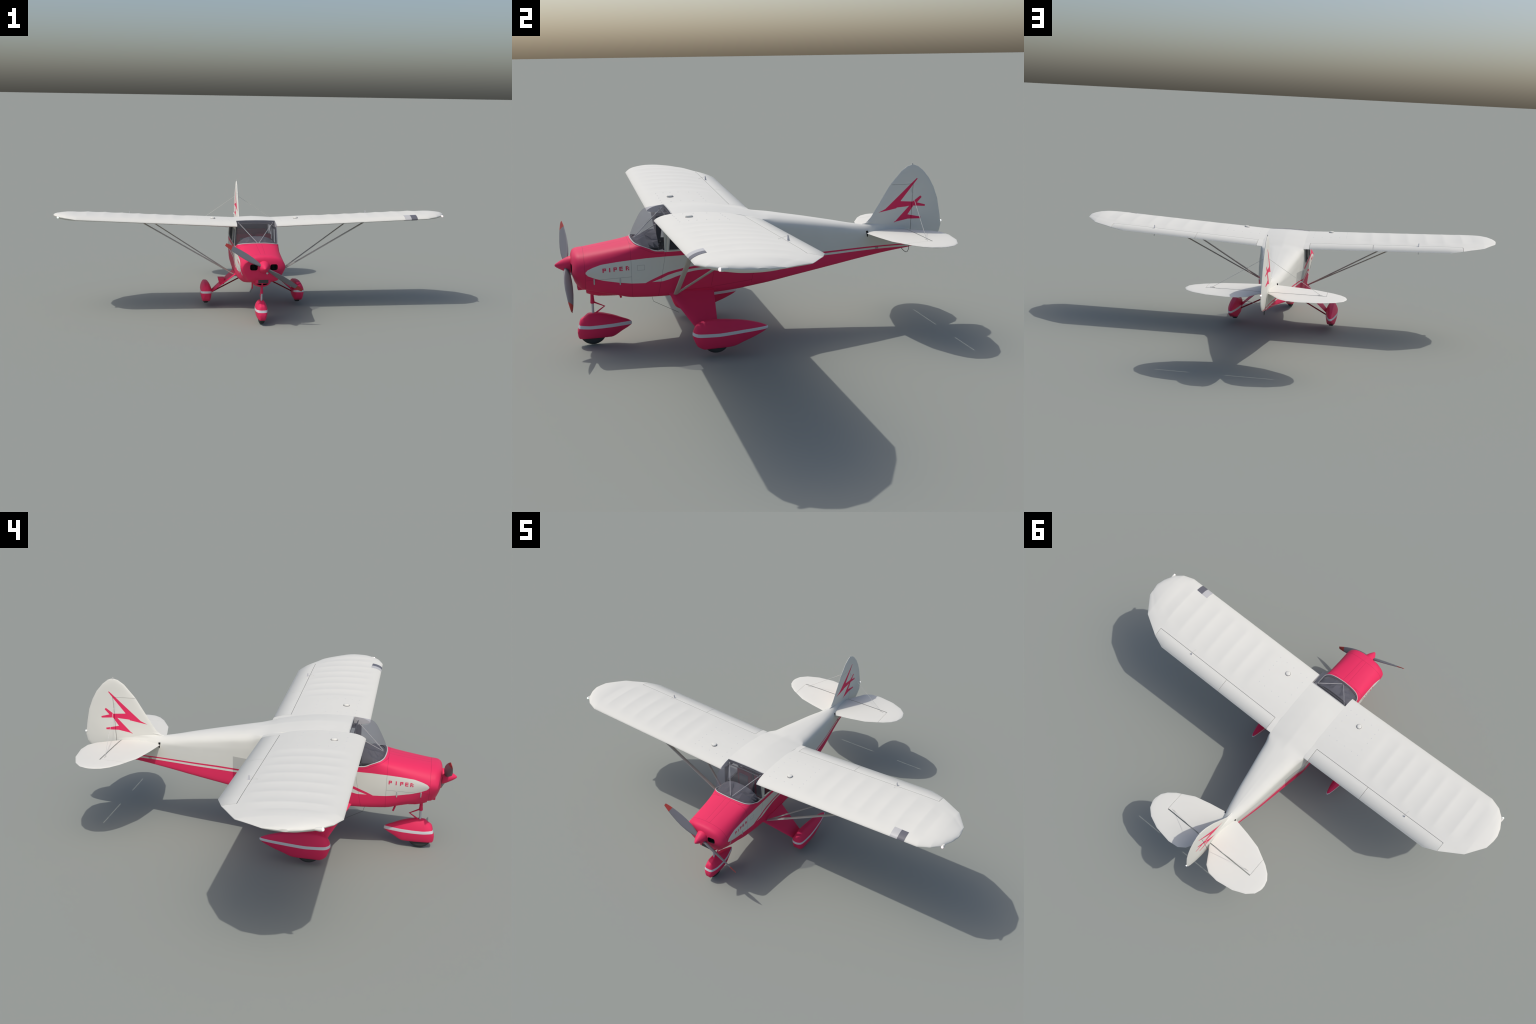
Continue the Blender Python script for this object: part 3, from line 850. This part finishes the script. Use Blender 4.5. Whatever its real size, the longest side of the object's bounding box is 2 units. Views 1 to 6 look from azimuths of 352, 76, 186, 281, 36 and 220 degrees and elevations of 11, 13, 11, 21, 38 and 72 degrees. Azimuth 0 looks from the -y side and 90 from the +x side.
# dorsal fillet where the fin meets the top of the fuselage
tube('fin_fillet', [(0, .380, .3590), (0, .400, .3595), (0, .415, .3640), (0, .440, .3660), (0, .470, .3640)], [.0015, .0035, .0048, .0052, .0040], MAT['white'], fin, 14, 1, 4)
tube('tie_down_ring', [(0, .5430, .2660), (0, .5500, .2575), (0, .5640, .2445), (0, .5700, .2432), (0, .5755, .2500), (0, .5778, .2580), (0, .5780, .2680)], .0011, MAT['dark_wire'], plane, 8, 1, 3)

# ------------------------------------------------------------------ propeller
HUB = V((0, -.6695, .2876))
prop = lathe('spinner', [(-.6495, .0290), (-.6550, .0290), (-.6620, .0275), (-.6720, .0235), (-.6830, .0180), (-.6940, .0120), (-.7020, .0068), (-.7056, .0040), (-.7070, .0018), (-.70718, .0004)],
             MAT['red'], plane, 'y', (0, 0, .2876), 36, 45)
def blade(sign):
    r_hat = V((-.8500*sign, -.0235*sign, .5262*sign)); t_hat = V((.5260*sign, 0, .8505*sign)); a = V((0, 1, 0))
    #        radius, chord, pitch, thickness, lead
    st = [(.012, .014, 60, .0130, 0), (.025, .018, 57, .0125, 0), (.045, .028, 53, .0115, .0), (.070, .0355, 49, .0105, .0), (.100, .0385, 46, .0092, 0),
          (.130, .0370, 44, .0078, 0), (.160, .0315, 41, .0064, 0), (.1810, .0262, 39, .0054, 0), (.1990, .0200, 32, .0044, .0), (.2115, .0150, 24, .0034, -.0004), (.2150, .0135, 21, .0024, -.0006)]
    loops = []
    for r, c, beta, tk, lead in st:
        b = math.radians(beta); ch = t_hat*math.cos(b) + a*math.sin(b); nn = r_hat.cross(ch).normalized()
        L = []
        for k in range(16):
            q = 2*math.pi*k/16
            L.append(HUB + r_hat*r + ch*(math.cos(q)*c*.5 + lead) + nn*(math.sin(q)*tk*.5*(1 if math.sin(q) > 0 else .7)))
        loops.append(L)
    v, f = rings(loops)
    ob = mesh_obj('propeller_blade', v, f, [MAT['blade'], MAT['tip']], prop, 40)
    for p in ob.data.polygons:
        if (p.center - HUB).dot(r_hat) > .1815: p.material_index = 1
    return ob
blade(1); blade(-1)

# ------------------------------------------------------------------ landing gear
def wheel_fairing(name, prof, hw, zmid, mat):
    """Teardrop fairing: prof rows are (y, top, bottom); flat-sided, tapering to crown and sole."""
    ys = [p[0] for p in prof]; loops = []
    yy = sorted(set(ys + list(np.linspace(ys[0], ys[-1], 40))))
    for y in yy:
        t = float(pchip(ys, [p[1] for p in prof], y)); b = float(pchip(ys, [p[2] for p in prof], y))
        w = float(pchip([p[0] for p in hw], [p[1] for p in hw], y)); m = float(lerp(*zip(*zmid), y))
        m = min(max(m, b+.3*(t-b)), t-.3*(t-b))
        half = [(0, t), (w*.34, t-.012*(t-m)), (w*.62, m+.78*(t-m)), (w*.90, m+.38*(t-m)), (w, m), (w*.93, m-.40*(m-b)), (w*.78, m-.80*(m-b)), (w*.62, b+.01*(m-b)), (0, b)]
        h = catmull([np.array(p) for p in half], 4)
        loops.append([(p[0], y, p[1]) for p in h] + [(-p[0], y, p[1]) for p in h[-2:0:-1]])
    v, f = rings(loops)
    return mesh_obj(name, v, f, mat, plane, 38)

def tyre(name, x, y, z, r, hw, parent):
    prof = [(-hw*.75, r*.45), (-hw, r*.62), (-hw*1.02, r*.78), (-hw*.92, r*.90), (-hw*.70, r*.975), (-hw*.45, r), (hw*.45, r), (hw*.70, r*.975), (hw*.92, r*.90), (hw*1.02, r*.78), (hw, r*.62), (hw*.75, r*.45)]
    o = lathe(name, prof, MAT['tyre'], parent, 'x', (x, y, z), 40, 50)
    lathe('wheel_hub', [(-hw*.8, r*.2), (-hw*.85, r*.46), (hw*.85, r*.46), (hw*.8, r*.2)], MAT['metal'], o, 'x', (x, y, z), 24)
    return o

main_prof = [(-.2858, .0815, .0745), (-.2848, .0860, .0700), (-.2825, .0930, .0635), (-.2780, .1025, .0515), (-.2725, .1095, .0415), (-.2620, .1160, .0345), (-.2500, .1198, .0296), (-.2160, .1236, .0300), (-.1710, .1210, .0306),
             (-.1540, .1190, .0318), (-.1200, .1146, .0432), (-.0700, .1030, .0612), (-.0335, .0880, .0795), (-.0310, .0860, .0820)]
main_hw = [(-.2858, .005), (-.2848, .0090), (-.2825, .0145), (-.2780, .0200), (-.2725, .0240), (-.2600, .0275), (-.2350, .0292), (-.2000, .0292), (-.1500, .0262), (-.1000, .0200), (-.0600, .0125), (-.0335, .0045), (-.0310, .0012)]
main_mid = [(-.286, .080), (-.20, .078), (-.12, .082), (-.03, .084)]
for side in (1, -1):
    pant = wheel_fairing('wheel_fairing', main_prof, main_hw, main_mid, MAT['pant_main'])
    pant.location.x = side*.2408
    tyre('tyre', 0, -.2080, .0550, .0437, .0125, pant)
    # faired gear leg: a streamlined slab from the belly longeron to the wheel
    loops = []
    A0, A1 = V((side*.0950, -.3440, .1910)), V((side*.2220, -.2560, .0720))      # leading edge
    B0, B1 = V((side*.0950, -.1840, .1870)), V((side*.2220, -.1955, .0700))      # trailing edge
    for t in np.linspace(0, 1, 7):
        a = A0.lerp(A1, t); b = B0.lerp(B1, t); c = (b-a); n = V((side*.70, 0, .714)); th = .0056 - .0012*t
        L = []
        for k in range(20):
            q = 2*math.pi*k/20; u = .5-.5*math.cos(q)
            L.append(a + c*u + n*(math.sin(q)*th*(1.25-.7*u)))
        loops.append(L)
    v, f = rings(loops)
    leg = mesh_obj('gear_leg', v, f, MAT['red'], plane, 40)
    tube('gear_brace', [(side*.004, -.2100, .1760), (side*.2150, -.2050, .0650)], .0033, MAT['brace'], leg, 10)
    # fairing plate where leg and strut meet the fuselage
    pts = [(-.338, .1790), (-.300, .1935), (-.268, .1950), (-.196, .1968), (-.175, .1873), (-.190, .1770)]
    v = [(side*(half_width(y, z)+.0022), y, z) for y, z in pts] + [(side*(half_width(y, z)-.006), y, z) for y, z in pts]
    n = len(pts)
    mesh_obj('root_plate', v, [tuple(range(n)), tuple(range(2*n-1, n-1, -1))] + [(i, i+n, (i+1) % n+n, (i+1) % n) for i in range(n)], MAT['red'], leg, 25)
    if side < 0:
        # entry step on one leg
        loops = []
        for y, k in ((-.285, .7), (-.280, 1.0), (-.245, 1.0), (-.240, .8)):
            loops.append([(-.1830, y, .1560), (-.1500, y, .1560), (-.1520, y, .1560-.032*k), (-.1750, y, .1560-.032*k)])
        v, f = rings(loops)
        mesh_obj('entry_step', v, f, MAT['red'], leg, 25)

nose_prof = [(-.6458, .0500, .0420), (-.6448, .0560, .0320), (-.6425, .0620, .0275), (-.6394, .0740, .0245), (-.6346, .0895, .0243), (-.6200, .1005, .0240), (-.6053, .1105, .0240), (-.5800, .1110, .0238),
             (-.5341, .1014, .0238), (-.4923, .0856, .0425), (-.4630, .0722, .0582), (-.4600, .0690, .0605)]
nose_hw = [(-.6458, .010), (-.6448, .0135), (-.6425, .0165), (-.6394, .0195), (-.6346, .0222), (-.6200, .0262), (-.6000, .0285), (-.5750, .0290), (-.5341, .0250), (-.4923, .0140), (-.4630, .0040), (-.4600, .0015)]
nose_mid = [(-.646, .047), (-.635, .064), (-.60, .066), (-.46, .065)]
npant = wheel_fairing('wheel_fairing', nose_prof, nose_hw, nose_mid, MAT['pant_nose'])
tyre('tyre', 0, -.5935, .0462, .0462, .0135, npant)
oleo = lathe('nose_gear_strut', [(.1955, .0058), (.1720, .0056), (.1600, .0064), (.1520, .0072), (.1468, .0074), (.1455, .0066)], MAT['red'], plane, 'z', (0, -.5900, 0), 20, 40)
lathe('oleo_shaft', [(.1460, .0042), (.1060, .0042)], MAT['metal'], oleo, 'z', (0, -.5900, 0), 18)
tube('torque_link', [(0, -.5850, .1490), (-.0008, -.5500, .1318), (0, -.5830, .1090)], .0030, MAT['red'], oleo, 10)

# whip antenna below the belly
tube('whip_antenna', [(-.018, -.3920, .1760), (-.018, -.3790, .1290), (-.018, -.2913, .0805)], .0006, MAT['dark_wire'], plane, 6)

for o in list(bpy.data.objects):
    if o.type == 'MESH' and o.parent is None:
        o.parent = plane
